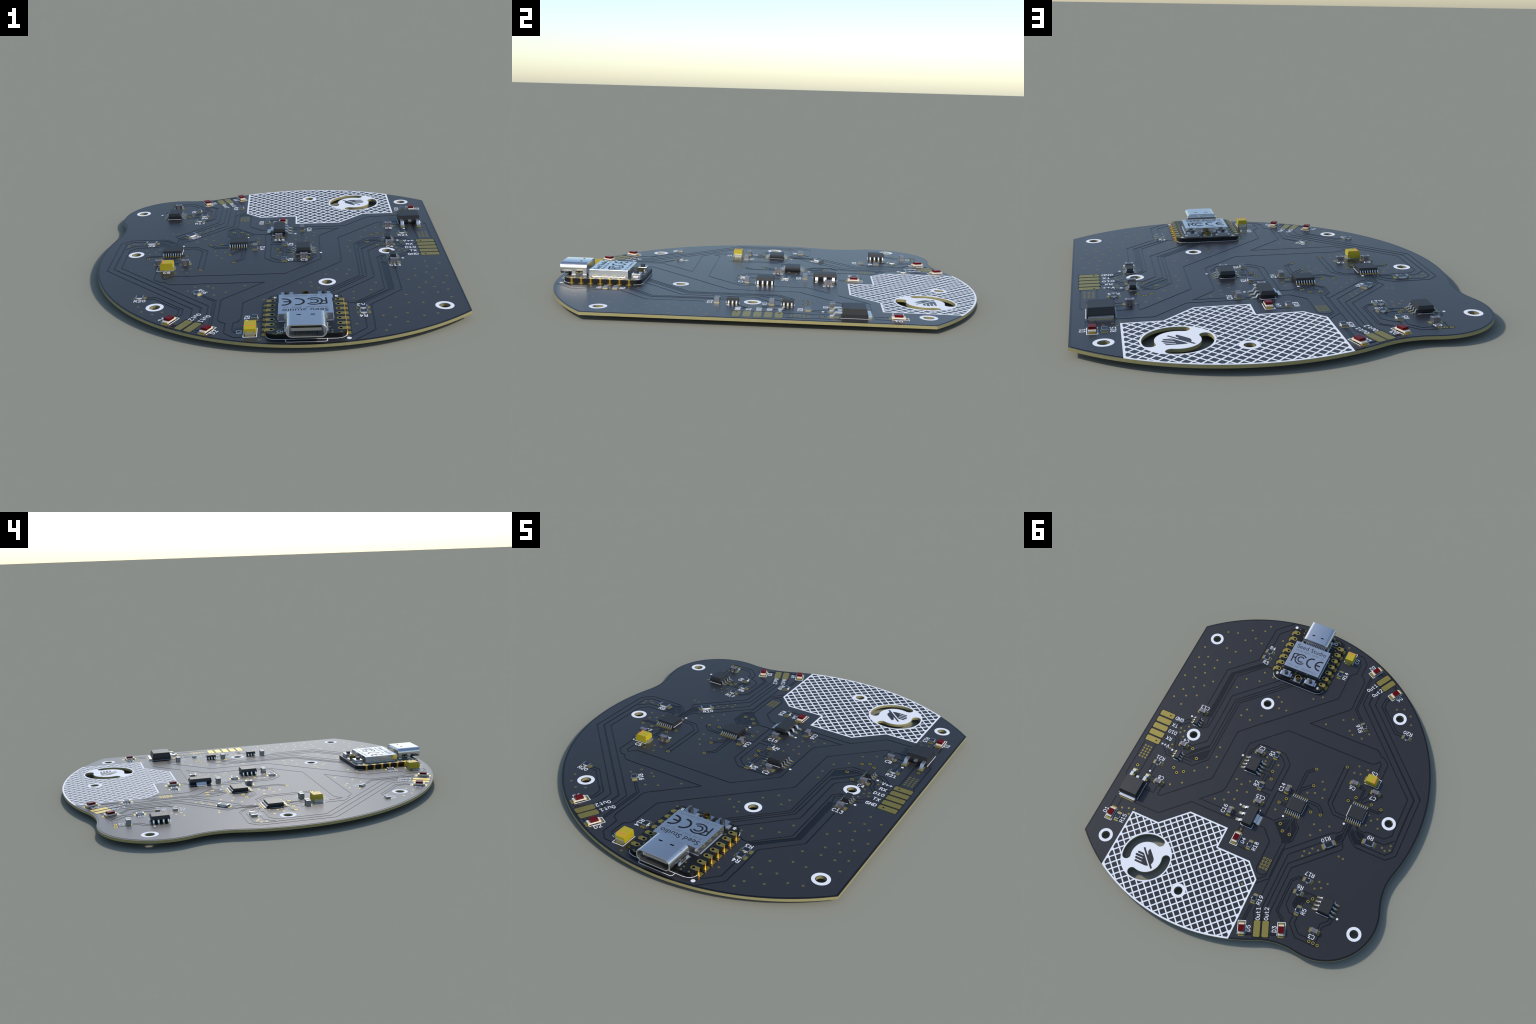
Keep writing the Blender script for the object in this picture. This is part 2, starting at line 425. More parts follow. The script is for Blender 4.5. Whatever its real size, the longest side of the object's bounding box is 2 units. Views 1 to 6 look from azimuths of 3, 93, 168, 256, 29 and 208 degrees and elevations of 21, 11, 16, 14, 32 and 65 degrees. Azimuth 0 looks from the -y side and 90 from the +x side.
# lower traces down to the left output pads
gap((-9.9, 41.2), (-9.9, 46.3))
gap((-10.5, 41.2), (-10.5, 46.1))
gap((-12.6, 49.4), (-14.4, 48.7))
gap((-12.7, 49.8), (-14.6, 49))
gap((-18.6, 46.7), (-21, 45.8))
gap((-18.8, 47.1), (-21.2, 46.2))
gap((-20.4, 27.2), (-19.5, 27.2), (-17.6, 29.2), (-17.6, 39.6), (-19.9, 41.3), (-20.3, 42.1))
gap((-20.5, 27.7), (-19.8, 27.7), (-18.2, 29.4), (-18.2, 39.4), (-20.4, 40.9), (-20.9, 41.9))
gap((-10.2, 20.5), (-10.2, 30.3), (-10.3, 31.4), (-8, 33.6))
gap((-11.5, 21.3), (-11.5, 31), w=0.75)
gap((-11.6, 31), (-11.7, 31.8), (-11.7, 37.2), (-11.7, 41), (-11.7, 42.5), (-13.2, 45.1))
gap((-11.4, 31.8), (-8.5, 34.7))
gap((-13.5, 22.4), (-13.5, 32.7), (-13.5, 40.2), (-13.9, 41.5), (-15, 44.2))
gap((-14.7, 25), (-14.7, 31.9), (-14.7, 40.9), (-14.7, 42.9), (-15.4, 44.1))
gap((-16.2, 25.6), (-16.2, 40.5), (-16.4, 42.1), (-17, 43.3))
# ear amplifier
gap((-19.4, 31.5), (-19.4, 36.6), (-21.3, 38.5), (-22.7, 38.7), (-22.7, 41.4), (-25.9, 44.6), (-33.1, 44.6), (-33.4, 43.8))
patch((-21.2, 32.9), (-24.5, 32.3), (-23.4, 33.9), (-23.1, 35.1), (-22.6, 37), (-22.3, 36.9), (-21, 35.9))
gap((-22.9, 31.4), (-24.1, 31.4))
gap((-22.6, 30.8), (-27.1, 30.8))
gap((-23.9, 34.8), (-23.9, 34.1), (-24.7, 33.2))
gap((-23.2, 35.2), (-23.2, 34.4), (-24.3, 32.7))
gap((-25.4, 33.5), (-27.1, 33.5))
gap((-26.4, 31.9), (-27.4, 31.9))
gap((-24.1, 38.5), (-24.1, 40.9), (-26.4, 43.2), (-29.5, 43.2))
gap((-31, 39.5), (-30.9, 37.9), (-32.7, 36.2), (-32.7, 35.2))
gap((-31.9, 39.7), (-31.9, 38.5), (-33.7, 36.7), (-33.7, 35.6))
gap((-32.1, 41.2), (-32.1, 43.2))
# ------------------------------------------------------------------ vias
STITCHING_VIAS = [
    (39, -42), (35.8, -43), (31.7, -46), (27.6, -47.5), (29.3, -43.5), (32.2, -41.4), (26.6, -42.5), (28.7, -38.4), (36.5, -36), (33.2, -35.9), (43.5, -33.3), (43.5, -28.8), (40.8, -30.3), (37.3, -30.3), (33.1, -31.3), (40.5, -27), (43, -24.8), (36.8, -27.2), (38.8, -24.2), (44.5, -20.6), (40.8, -21.2), (34.8, -22.3), (36.8, -19.7), (39.8, -17.8), (42.5, -15.6), (40.5, -13.8), (37.3, -15.3), (44, -11.9), (40.5, -10.3), (20.6, -32.5), (25.1, -27.8), (20.8, -28.8), (26.6, -23.6), (19.8, -17.4), (26.6, -50),
    (20.4, -46.4), (17.3, -32), (12.4, -25.9), (10.7, -24.7), (10.5, -22.1), (8, -22.4), (1.7, -30), (-0.9, -31.9), (-1.2, -53.1),
    (-24.7, -37.6), (-26.9, -38.7),
    (36.1, 5.5), (30.1, 16.8),
    (36.3, -2.4), (35.8, -0.9), (36.1, 4.1), (34.8, -1.9), (34.2, -3.9), (34.2, 0.1), (20.6, -14.7), (17.3, -14.3), (14.5, -17.3), (21.6, -1.4), (21.1, 2.1), (22.1, 6.7), (25.3, 9.4), (26.9, 14.7), (11.8, 6.4), (9.6, 7.4), (7.6, 5.4), (9.9, 9.9), (12.1, 11.6), (6.9, 9.1), (15, 15.3), (12.3, 14.4), (9.4, 12.9), (6.3, -4.5), (6.2, -3),
    (-5.9, -23.1), (-10.4, -26.9), (-13.2, -28.4), (-13.8, -24.1), (-15.2, -23.1), (1.9, -3.4), (-21.6, -13.7), (-21, -11), (-23, -11.3), (-13.2, -4), (-14.8, -1.8), (-12.6, 0.5), (-10.4, 1.4), (-15.4, 1.1),
    (-29.7, -37.1), (-31, -34.2), (-20, -25.5), (-18.4, -23.1), (-24.6, -13.6),
    (39.9, 30), (37.9, 29.3), (36.2, 28.9), (37, 31),
    (3.1, 21.1), (-4.9, 36.5),
    (-3.7, 10.7), (-16.6, 10.2), (-19.1, 11.2), (-21.2, 8.9), (-17, 13.9), (-19.4, 17.6), (-17.5, 19.4), (-19.2, 19.3), (-21.2, 17.4), (-17.6, 21), (-27.6, 16.6), (-29.1, 16.8), (-25.6, 26.3), (-28.1, 25.9), (-25.1, 28.8), (-26.8, 27.8),
    (-30.8, 0.4), (-33.6, 0.6), (-32, 1.8), (-31.1, 3.9), (-34.8, 3.4), (-38.4, 8.6), (-40.6, 7), (-40.8, 8.4), (-39.5, 9.2),
]
SIGNAL_VIAS = [
    (42.7, 15.1),
    (29.4, 2.7), (26.7, 5.3), (28.3, 11.1), (30.1, 12.3), (31.8, 11.1),
    (2.6, -0.7), (1.9, 1.9), (-9.7, -7.2), (-11.2, -1.6), (-18.2, -11.9), (-24.8, -3.4), (-23, -1.4), (-5.3, 6), (-3.7, 8),
    (-14, 6.9), (-17.1, 6.6), (-7.1, 14.3), (-8.7, 16.2), (-11.1, 16.4),
    (-30.1, -3.1), (-33.4, -2.8),
    (-25.9, 31.9), (-25, 33.2), (-30.1, 43.9), (-31.4, 43.9), (-32.8, 44),
]

# clearance around pads that do not belong to the plane, holes and the edge band
LED_TURN, OUT_A, OUT_B = 90.0, 60.5, 111.6
OUT_PADS = [(-16.64, -45.97, OUT_A), (-18.84, -44.72, OUT_A), (-14.79, 46.86, OUT_B), (-17.11, 45.94, OUT_B)]
SIDE_PADS = [(42.62, -5.0 + 2.5 * i, 0) for i in range(5)]
MODULE = (9.03, -42.6)                  # centre of the module's own little board
PIN_Y = [-50.68 + 2.54 * i for i in range(7)]
CHIPS = {"mux": [(-9.13, 6.95, 0), (-27.13, 1.58, 0)], "amplifier": [(8.98, 0.0, 0), (-30.42, 32.6, 180)], "converter": [(32.56, -6.67, 0), (32.55, 6.79, 0)]}
for x, y, t in OUT_PADS:
    CLEAR.append(rect(x, y, 5.5, 2.5, t))
for x, y, t in SIDE_PADS[:]:
    CLEAR.append(rect(x, y, 5.3, 2.35, t))
for y in PIN_Y:
    CLEAR.append(rect(0.2, y, 2.5, 2.1)); CLEAR.append(rect(17.85, y, 2.5, 2.1))
for x, y, t in CHIPS["mux"]:
    for s in (-1, 1):
        CLEAR.append(rect(x, y + s * 2.9, 5.2, 1.5))
for x, y in SIGNAL_VIAS:
    CLEAR.append(circle(x, y, 0.72, 14))
for x, y in MOUNT_HOLES:
    CLEAR.append(circle(x, y, 1.5, 24))
CLEAR += [p for i in range(len(board_edge)) for p in [thick_line((board_edge[i - 1], board_edge[i]), 0.95, 6)[0], thick_line((board_edge[i - 1], board_edge[i]), 0.95, 6)[1]]]
# edge band and slot rims, as lines along the cut edges
for s in SLOTS:
    CLEAR += [q for q in thick_line(s, 0.5, 6, True)]

VIA_GRIDS = [(43.76 - 1.0 * i, 7.85 + 1.0 * j) for i in range(3) for j in range(5)]
SENSE_GRID = [(-7.53 - 0.99 * i, 26.4 + 1.0 * j) for i in range(3) for j in range(4)]
SIDE_HOLES = [(41.5, -5.0), (41.5, 5.0)]

# ------------------------------------------------------------------ the board itself
drills = [circle(x, y, 0.23, 8) for x, y in SIGNAL_VIAS] + [circle(x, y, 0.22, 8) for x, y in SIDE_HOLES]
holes = [circle(x, y, 1.1, 32) for x, y in MOUNT_HOLES] + SLOTS
pts, tris, who = cut_plane({"board": [board_edge], "hole": holes, "drill": drills, "clear": CLEAR, "kept": KEPT})
solid = [("board" in w and "hole" not in w and "drill" not in w) for w in who]
copper = [s and ("clear" not in w or "kept" in w) for s, w in zip(solid, who)]
b = Build()
raised(b, pts, tris, copper, Z_LOW, Z_TOP, MASK, GROOVE)
edges = {}
for t, s, c in zip(tris, solid, copper):
    if not s:
        continue
    if not c:
        b.face([(pts[i][0] * MM, pts[i][1] * MM, Z_LOW) for i in t], GROOVE)
    b.face([(pts[i][0] * MM, pts[i][1] * MM, Z_BOTTOM) for i in reversed(t)], MASK)
    for i in range(len(t)):
        e = (t[i - 1], t[i])
        if (e[1], e[0]) in edges:
            del edges[(e[1], e[0])]
        else:
            edges[e] = True
for a, c in edges:
    (x0, y0), (x1, y1) = pts[a], pts[c]
    small = any(hypot(x0 - x, y0 - y) < 0.26 for x, y in SIGNAL_VIAS + SIDE_HOLES)
    x0, y0, x1, y1 = x0 * MM, y0 * MM, x1 * MM, y1 * MM
    b.face([(x0, y0, Z_BOTTOM), (x1, y1, Z_BOTTOM), (x1, y1, Z_LOW), (x0, y0, Z_LOW)], DARK if small else LAMINATE)
add("board", b.mesh("board", fix=False))

# ------------------------------------------------------------------ vias and gold pads
b = Build()
for x, y in STITCHING_VIAS + VIA_GRIDS:
    b.tube(x, y, 0.31, 0.13, Z_LOW / MM, (Z_TOP + 0.0002) / MM, GOLD, 12)
    b.cyl(x, y, 0.14, Z_LOW / MM, (Z_TOP + 0.0001) / MM, DIM_GOLD, 8)
for x, y in SENSE_GRID:
    b.tube(x, y, 0.38, 0.16, Z_LOW / MM, (Z_TOP + 0.0002) / MM, GOLD, 14)
    b.cyl(x, y, 0.17, Z_LOW / MM, (Z_TOP + 0.0001) / MM, DARK, 8)
for x, y in SIGNAL_VIAS:
    b.tube(x, y, 0.52, 0.23, Z_LOW / MM, (Z_TOP + 0.0002) / MM, GOLD, 16)
add("vias", b.mesh("vias", MM), kind="stuff")

def pad(b, x, y, sx, sy, turn=0.0):
    b.prism(rect(x, y, sx, sy, turn, 0.12 * min(sx, sy)), Z_LOW / MM, Z_PAD / MM, GOLD)
for x, y, t in SIDE_PADS + OUT_PADS:
    b = Build(); pad(b, 0, 0, 4.85, 1.9)
    add("contact_pad", b.mesh("contact_pad", MM), at=(x * MM, y * MM, 0), turn=t)
for x, y, t in SIDE_PADS:        # the same contacts on the underside
    b = Build(); b.prism(rect(0, 0, 4.85, 1.9, 0, 0.23), (Z_BOTTOM - 0.0004) / MM, Z_BOTTOM / MM, GOLD)
    add("contact_pad", b.mesh("contact_pad", MM), at=(x * MM, y * MM, 0))
b = Build()
for x, y in SIDE_HOLES:
    b.cyl(x, y, 0.24, Z_LOW / MM, (Z_PAD + 0.0002) / MM, DARK, 14)
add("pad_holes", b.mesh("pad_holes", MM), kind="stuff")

# ------------------------------------------------------------------ hatch field with emblem
a0, a1 = deg((CX, 0), (36.4, 48.6)), deg((CX, 0), (-8.5, 53.0))
field = [(36.36, 29.6), (27.25, 29.6), (19.85, 22.3), (6.9, 22.3), (6.9, 29.15), (-3.82, 29.1), (-8.25, 33.5)]
field += arc(CX, 0, R - 0.03, a1, a0, 40)
U0, V0, PITCH = 51.77, 18.34, 2.687
lines = []
for i in range(-24, 25):
    u, v = U0 + i * PITCH, V0 + i * PITCH
    lines += thick_line([((u - v0) / 2, (u + v0) / 2) for v0 in (-20, 75)], 0.4, 4)[:1]
    lines += thick_line([((u0 - v) / 2, (u0 + v) / 2) for u0 in (5, 95)], 0.4, 4)[:1]
border = thick_line(field, 0.95, 8, True)
for k, s in ((14, 1), (-18, -1)):          # slivers beside the two straight sides are filled in
    border += [circle((U0 - V0) / 2 + k * PITCH / 2 + s * 0.3, (U0 + V0) / 2 + i * PITCH, 0.42, 8) for i in range(-6, 10)]
thumb = [(27.36, 38.78), (26.98, 38.37), (25.18, 40.19), (24.95, 40.12), (25.46, 39.41), (25.55, 38.90), (25.33, 38.24), (25.10, 38.37),
         (23.71, 39.70), (22.88, 40.58), (22.60, 41.15), (22.54, 41.83), (22.72, 42.61), (21.84, 43.53), (22.28, 43.90)]
fingers = [(28.00, 40.22), (26.40, 40.23), (23.35, 43.29), (23.76, 43.52), (24.38, 43.65), (27.81, 43.60), (27.99, 43.48), (27.95, 43.07),
           (27.75, 43.02), (25.83, 42.99), (25.84, 42.76), (27.99, 42.74), (28.28, 42.56), (28.28, 42.21), (28.06, 42.06), (26.02, 42.03),
           (26.03, 41.80), (28.34, 41.84), (28.62, 41.61), (28.59, 41.25), (28.28, 41.10), (26.23, 41.10), (26.25, 40.88), (28.02, 40.87),
           (28.34, 40.66), (28.27, 40.29)]
pts, tris, who = cut_plane({"field": [field], "on": lines + border + [circle(*LOGO, 7.8, 64), circle(11.4, 46.35, 2.2, 40)],
                            "off": SLOTS + [circle(11.4, 46.35, 1.3, 28)], "mark": [thumb, fingers]})
b = Build()
raised(b, pts, tris, ["field" in w and "on" in w and "off" not in w and "mark" not in w for w in who], Z_LOW, Z_INK, INK)
add("hatched_field", b.mesh("hatched_field", fix=False))
b = Build()
raised(b, pts, tris, ["mark" in w for w in who], Z_LOW, Z_TOP + 0.0002, MASK)
add("hand_emblem", b.mesh("hand_emblem", fix=False))

for x, y in MOUNT_HOLES:
    if (x, y) != (11.4, 46.35):
        b = Build(); b.tube(0, 0, 2.17, 1.3, Z_LOW / MM, Z_INK / MM, INK, 40)
        add("hole_ring", b.mesh("hole_ring", MM), at=(x * MM, y * MM, 0))

# ------------------------------------------------------------------ stroke lettering
O_ = [(0.1, 0.14), (0, 0.35), (0, 0.65), (0.1, 0.86), (0.3, 1), (0.5, 0.86), (0.6, 0.65), (0.6, 0.35), (0.5, 0.14), (0.3, 0), (0.1, 0.14)]
GLYPHS = {
    "R": [[(0, 0), (0, 1), (0.4, 1), (0.57, 0.88), (0.57, 0.62), (0.4, 0.5), (0, 0.5)], [(0.3, 0.5), (0.6, 0)]],
    "C": [[(0.6, 0.14), (0.45, 0), (0.22, 0), (0.05, 0.16), (0, 0.35), (0, 0.65), (0.05, 0.84), (0.22, 1), (0.45, 1), (0.6, 0.86)]],
    "D": [[(0, 0), (0, 1), (0.28, 1), (0.5, 0.86), (0.6, 0.6), (0.6, 0.4), (0.5, 0.14), (0.28, 0), (0, 0)]],
    "O": [O_], "0": [O_],
    "u": [[(0, 0.66), (0, 0.14), (0.12, 0), (0.34, 0), (0.48, 0.1)], [(0.5, 0.66), (0.5, 0)]],
    "t": [[(0.15, 0.95), (0.15, 0.16), (0.28, 0), (0.45, 0)], [(0, 0.66), (0.42, 0.66)]],
    "1": [[(0.05, 0.8), (0.3, 1), (0.3, 0)], [(0.03, 0), (0.57, 0)]],
    "2": [[(0, 0.88), (0.15, 1), (0.42, 1), (0.57, 0.86), (0.57, 0.64), (0, 0), (0.6, 0)]],
    "3": [[(0, 1), (0.57, 1), (0.25, 0.6), (0.45, 0.58), (0.6, 0.4), (0.6, 0.18), (0.45, 0), (0.15, 0), (0, 0.12)]],
    "4": [[(0.42, 0), (0.42, 0.98), (0, 0.3), (0.62, 0.3)]],
    "5": [[(0.55, 1), (0.06, 1), (0.02, 0.55), (0.2, 0.63), (0.42, 0.62), (0.58, 0.46), (0.58, 0.16), (0.42, 0), (0.16, 0), (0, 0.12)]],
    "6": [[(0.52, 1), (0.25, 0.92), (0.05, 0.6), (0, 0.25), (0.14, 0), (0.45, 0), (0.59, 0.16), (0.59, 0.42), (0.44, 0.58), (0.16, 0.58), (0.02, 0.42)]],
    "7": [[(0, 1), (0.6, 1), (0.2, 0)]],
    "8": [[(0.3, 0.55), (0.05, 0.7), (0.05, 0.88), (0.18, 1), (0.42, 1), (0.55, 0.88), (0.55, 0.7), (0.3, 0.55), (0.02, 0.36), (0.02, 0.14), (0.16, 0), (0.44, 0), (0.58, 0.14), (0.58, 0.36), (0.3, 0.55)]],
    "9": [[(0.08, 0), (0.35, 0.08), (0.55, 0.4), (0.6, 0.75), (0.46, 1), (0.15, 1), (0.01, 0.84), (0.01, 0.58), (0.16, 0.42), (0.44, 0.42), (0.58, 0.58)]],
    "G": [[(0.6, 0.86), (0.45, 1), (0.22, 1), (0.05, 0.84), (0, 0.65), (0, 0.35), (0.05, 0.16), (0.22, 0), (0.45, 0), (0.6, 0.12), (0.6, 0.45), (0.35, 0.45)]],
    "N": [[(0, 0), (0, 1), (0.6, 0), (0.6, 1)]], "T": [[(0, 1), (0.6, 1)], [(0.3, 1), (0.3, 0)]],
    "X": [[(0, 0), (0.6, 1)], [(0, 1), (0.6, 0)]], "V": [[(0, 1), (0.3, 0), (0.6, 1)]],
    "+": [[(0, 0.42), (0.64, 0.42)], [(0.32, 0.12), (0.32, 0.74)]], "H": [[(0, 0), (0, 1)], [(0.6, 0), (0.6, 1)], [(0, 0.5), (0.6, 0.5)]],
    "B": [[(0, 0), (0, 1), (0.4, 1), (0.54, 0.88), (0.54, 0.64), (0.4, 0.53), (0, 0.53)], [(0.4, 0.53), (0.6, 0.38), (0.6, 0.14), (0.42, 0), (0, 0)]],
}
def lettering(text, x, y, turn, size=1.15, weight=0.168, z0=Z_LOW, z1=Z_INK, name="printed_label", mat=None, parent=ROOT):
    advance = 0.88
    width = (len(text) * advance - (advance - 0.6)) * size
    k, s = cos(radians(turn)), sin(radians(turn))
    polys = []
    for i, ch in enumerate(text):
        for stroke in GLYPHS[ch]:
            line = [((i * advance + px) * size - width / 2, (py - 0.5) * size) for px, py in stroke]
            polys += thick_line([(x + px * k - py * s, y + px * s + py * k) for px, py in line], weight, 8)
    return ink(name, polys, z0=z0, z1=z1, mat=mat, parent=parent)

for text, x, y, turn in [
    ("R4", 22.2, -42.3, 180), ("R3", 22.0, -36.3, 180), ("R14", -4.4, -42.3, -90), ("C9", -5.9, -49.2, -90), ("D2", -11.5, -48.8, 60.5), ("D6", -24.1, -41.5, 60.5),
    ("R21", 37.2, 9.9, 0), ("C8", 33.8, 16.0, 0), ("D1", 44.2, 32.6, -90), ("R15", 37.9, 33.0, -90), ("C13", 32.6, -12.35, 0),
    ("C4", 32.6, 1.1, 0), ("C2", 9.1, -6.7, 0), ("R1", 5.5, -6.4, -90), ("R2", 5.5, 5.1, -90), ("C15", 2.3, 8.9, 0), ("C14", -2.4, 2.9, -90), ("C16", 10.9, 16.9, -90),
    ("D4", 0.9, 24.0, -90), ("R18", -3.3, 24.2, -90), ("C6", -22.5, -5.9, 0), ("C7", -29.6, -5.3, 0), ("C5", -26.95, -13.2, 0), ("R10", -21.9, 13.2, 45), ("R9", -34.0, 7.1, 0),
    ("R17", -22.1, 25.4, 0), ("R6", -21.1, 30.2, 0), ("R5", -25.1, 36.6, -90), ("R19", -11.9, 38.8, -90), ("D5", -12.5, 47.8, OUT_B - 180), ("D3", -19.5, 44.9, OUT_B - 180),
    ("C3", -30.2, 42.4, 0), ("R16", -16.3, -26.1, -45), ("R20", -31.2, -30.9, 0)]:
    lettering(text, x, y, turn)
for text, x, y, turn in [("Out1", -14.3, -41.8, OUT_A - 180), ("Out2", -16.6, -40.7, OUT_A - 180), ("Out1", -13.2, 42.7, OUT_B - 180), ("Out2", -15.5, 41.7, OUT_B - 180)]:
    lettering(text, x, y, turn, 1.15, 0.16)
for text, x, y in [("GND", 38.2, -5.0), ("TX", 38.5, -2.4), ("D10", 38.1, 0.1), ("RX", 38.1, 2.6), ("V++", 38.1, 5.2)]:
    lettering(text, x, y, 0, 1.15, 0.172)

dots = [circle(x, y, 0.34, 14) for x, y in [(35.2, 5.8), (38.1, 15.3), (35.1, -7.7), (13.7, -1.9), (6.8, 13.7), (-6.8, 11.7), (-24.8, 6.2), (-34.9, 34.5)]]
dots.append(circle(18.3, -53.3, 0.52, 18))
ink("pin_one_dots", dots, kind="stuff")

# outlines printed under and beside the parts
marks = []
def mark(*p, w=0.16):
    marks.extend(thick_line(p, w, 6))
mx, my = MODULE
module_plan = []
for cxs, cys, a in ((1, -1, 270), (1, 1, 0), (-1, 1, 90), (-1, -1, 180)):
    module_plan += arc(mx + cxs * 6.9, my - 0.1 + cys * 8.4, 2.0, a, a + 90, 6)
mark(*[(mx + (x - mx) * 1.004, my + (y - my) * 1.004) for x, y in module_plan[:7]])
mark(*[(mx + (x - mx) * 1.004, my + (y - my) * 1.004) for x, y in module_plan[7:21]][0:7])
mark(*[(mx + (x - mx) * 1.004, my + (y - my) * 1.004) for x, y in module_plan[7:21]][7:14])
mark(*[(mx + (x - mx) * 1.004, my + (y - my) * 1.004) for x, y in module_plan[21:]])
mark((mx - 6.9, -53.25), (mx + 6.9, -53.25)); mark((mx - 6.9, -32.1), (mx + 6.9, -32.1))
mark((mx - 4.55, -53.2), (mx - 4.55, -54.2), (mx - 4.2, -54.55), (mx + 4.2, -54.55), (mx + 4.55, -54.2), (mx + 4.55, -53.2))
for x, y, t in CHIPS["amplifier"]:
    mark((x - 1.95, y - 2.6), (x + 1.95, y - 2.6)); mark((x - 1.95, y + 2.6), (x + 1.95, y + 2.6))
for x, y, t in CHIPS["mux"]:
    mark((x - 2.65, y - 2.0), (x - 2.65, y + 2.0))
    if x < -20:
        mark((x + 2.65, y - 2.0), (x + 2.65, y + 2.0))
for x, y, t in CHIPS["converter"]:
    mark((x - 0.8, y - 1.6), (x + 0.8, y - 1.6)); mark((x - 0.8, y + 1.6), (x + 0.8, y + 1.6))
mark((0.3, 14.2), (0.3, 12.85), (0.9, 12.85)); mark((0.3, 17.8), (0.3, 19.6), (3.8, 19.6), (3.95, 19.4)); mark((4.1, 19.3), (4.1, 18.9))
mark((37.0, 19.4), (37.0, 25.7)); mark((43.45, 19.4), (43.45, 25.7))

# ------------------------------------------------------------------ small parts
H = Z_TOP / MM      # board surface in millimetres
P = Z_PAD / MM
def passive(length, width, height, end, body, top, pad_in, pad_out, pad_w, taps):
    b = Build()
    for s in (-1, 1):
        pad(b, s * (pad_in + pad_out) / 2, 0, pad_out - pad_in, pad_w)
        b.box(s * (length / 2 - end / 2), 0, end, width, P, P + height, TERMINAL)
    inner = length - 2 * end
    if top:
        b.box(0, 0, inner, width - 0.02, P + 0.03, P + height - 0.12, body)
        b.box(0, 0, inner, width - 0.1, P + height - 0.12, P + height - 0.03, top)
    else:
        b.box(0, 0, inner, width - 0.06, P + 0.03, P + height - 0.04, body)
    if taps:
        for s in (-1, 1):
            b.box(0, s * 0.78, taps, 0.14, Z_LOW / MM, Z_INK / MM, INK)
    return b.mesh("part", MM)
RES = passive(2.0, 1.25, 0.5, 0.3, WHITE_CERAMIC, GLAZE, 0.4, 1.6, 1.4, 0.5)
RES_BIG = passive(3.2, 1.6, 0.55, 0.5, WHITE_CERAMIC, GLAZE, 1.05, 2.2, 1.75, 1.3)
CAP = passive(2.0, 1.25, 1.25, 0.45, CERAMIC, None, 0.4, 1.65, 1.45, 0.5)
def put(name, me, x, y, turn, bevel=0.0005, **k):
    return add(name, me, at=(x * MM, y * MM, 0), turn=turn, bevel=bevel, **k)
for x, y, t in [(22.4, -40.5, 0), (22.4, -38.0, 0), (-2.65, -42.1, 90), (-17.55, -27.25, 135), (-31.4, -29.15, 0), (37.1, 11.75, 0), (3.8, -6.3, 90), (3.85, 5.35, 90),
                (-1.55, 24.45, 90), (39.65, 33.1, 90), (-22.3, 27.4, 0), (-21.3, 31.95, 0), (-23.4, 36.9, 90), (-10.2, 39.0, 90)]:
    put("resistor", RES, x, y, t, 0)
put("resistor", RES_BIG, -23.4, 14.45, 45, 0); put("resistor", RES_BIG, -34.25, 8.95, 0, 0)
for x, y, t in [(33.75, 17.65, 0), (32.55, -10.55, 0), (32.6, 2.85, 0), (9.05, -4.95, 0), (2.1, 10.7, 0), (-4.4, 2.95, 90), (8.8, 17.05, 90), (-22.65, -7.5, 0), (-29.75, -7.15, 0), (-30.35, 40.6, 0)]:
    put("capacitor", CAP, x, y, t, 0)

# red indicator lights: cream base, gold feet, red lens (cathode bracket towards -x)
b = Build()
for s in (-1, 1):
    pad(b, s * 1.62, 0, 1.15, 1.75)
    b.box(s * 1.45, 0, 0.34, 1.3, P, P + 0.22, BRIGHT_GOLD)
LED_FEET = b.mesh("feet", MM)
b = Build(); b.box(0, 0, 3.2, 1.6, P + 0.12, P + 0.55, CREAM); LED_BASE = b.mesh("base", MM)
b = Build(); b.box(0, 0, 2.0, 1.58, P + 0.55, P + 1.12, RED, 0.04, 0.0); LED_LENS = b.mesh("lens", MM)
for x, y, t in [(42.15, 32.75, -90), (3.15, 24.05, -90), (-13.3, -48.05, OUT_A + 180), (-22.35, -42.65, OUT_A + 180), (-10.75, 48.7, OUT_B), (-21.5, 44.4, OUT_B)]:
    led = put("led", LED_FEET, x, y, t, 0)
    add("base", LED_BASE, led, bevel=0.0009)
    add("lens", LED_LENS, led, bevel=0.0006)
    k, s = cos(radians(t)), sin(radians(t))
    # the open bracket: closed end towards the cathode
    mark(*[(x + px * k - py * s, y + px * s + py * k) for px, py in ((1.6, -1.13), (-2.4, -1.13), (-2.4, 1.13), (1.6, 1.13))])

# yellow tantalum blocks, stripe at -x
b = Build()
for s in (-1, 1):
    pad(b, s * 1.55, 0, 1.5, 2.2)
    b.box(s * 1.74, 0, 0.1, 2.2, P, P + 0.85, TIN)
    b.box(s * 1.77, 0, 0.1, 1.2, P + 0.55, P + 0.75, YELLOW)
    b.box(s * 1.4, 0, 0.7, 2.2, P, P + 0.1, TIN)
prof = [(-1.7, 0.1), (1.7, 0.1), (1.75, 0.95), (1.65, 2.02), (-1.25, 2.02), (-1.75, 1.5), (-1.75, 0.95)]
lo = [(x, -1.35 + 0.05 * (z > 1), P + z) for x, z in prof]; mid = [(x, 1.35 - 0.05 * (z > 1), P + z) for x, z in prof]
b.shell([lo, mid], YELLOW)
b.box(-1.0, 0, 0.42, 2.62, P + 1.98, P + 2.032, ORANGE)
TANTALUM = b.mesh("tantalum", MM)
for x, y, t in [(-27.2, -10.45, 0), (-3.37, -49.1, 90)]:
    put("tantalum_capacitor", TANTALUM, x, y, t, 0.0008)
    k, s = cos(radians(t)), sin(radians(t))
    mark(*[(x + px * k - py * s, y + px * s + py * k) for px, py in ((1.85, -1.5), (-2.6, -1.5), (-2.6, 1.5), (1.85, 1.5))])
ink("part_outlines", marks, kind="stuff")

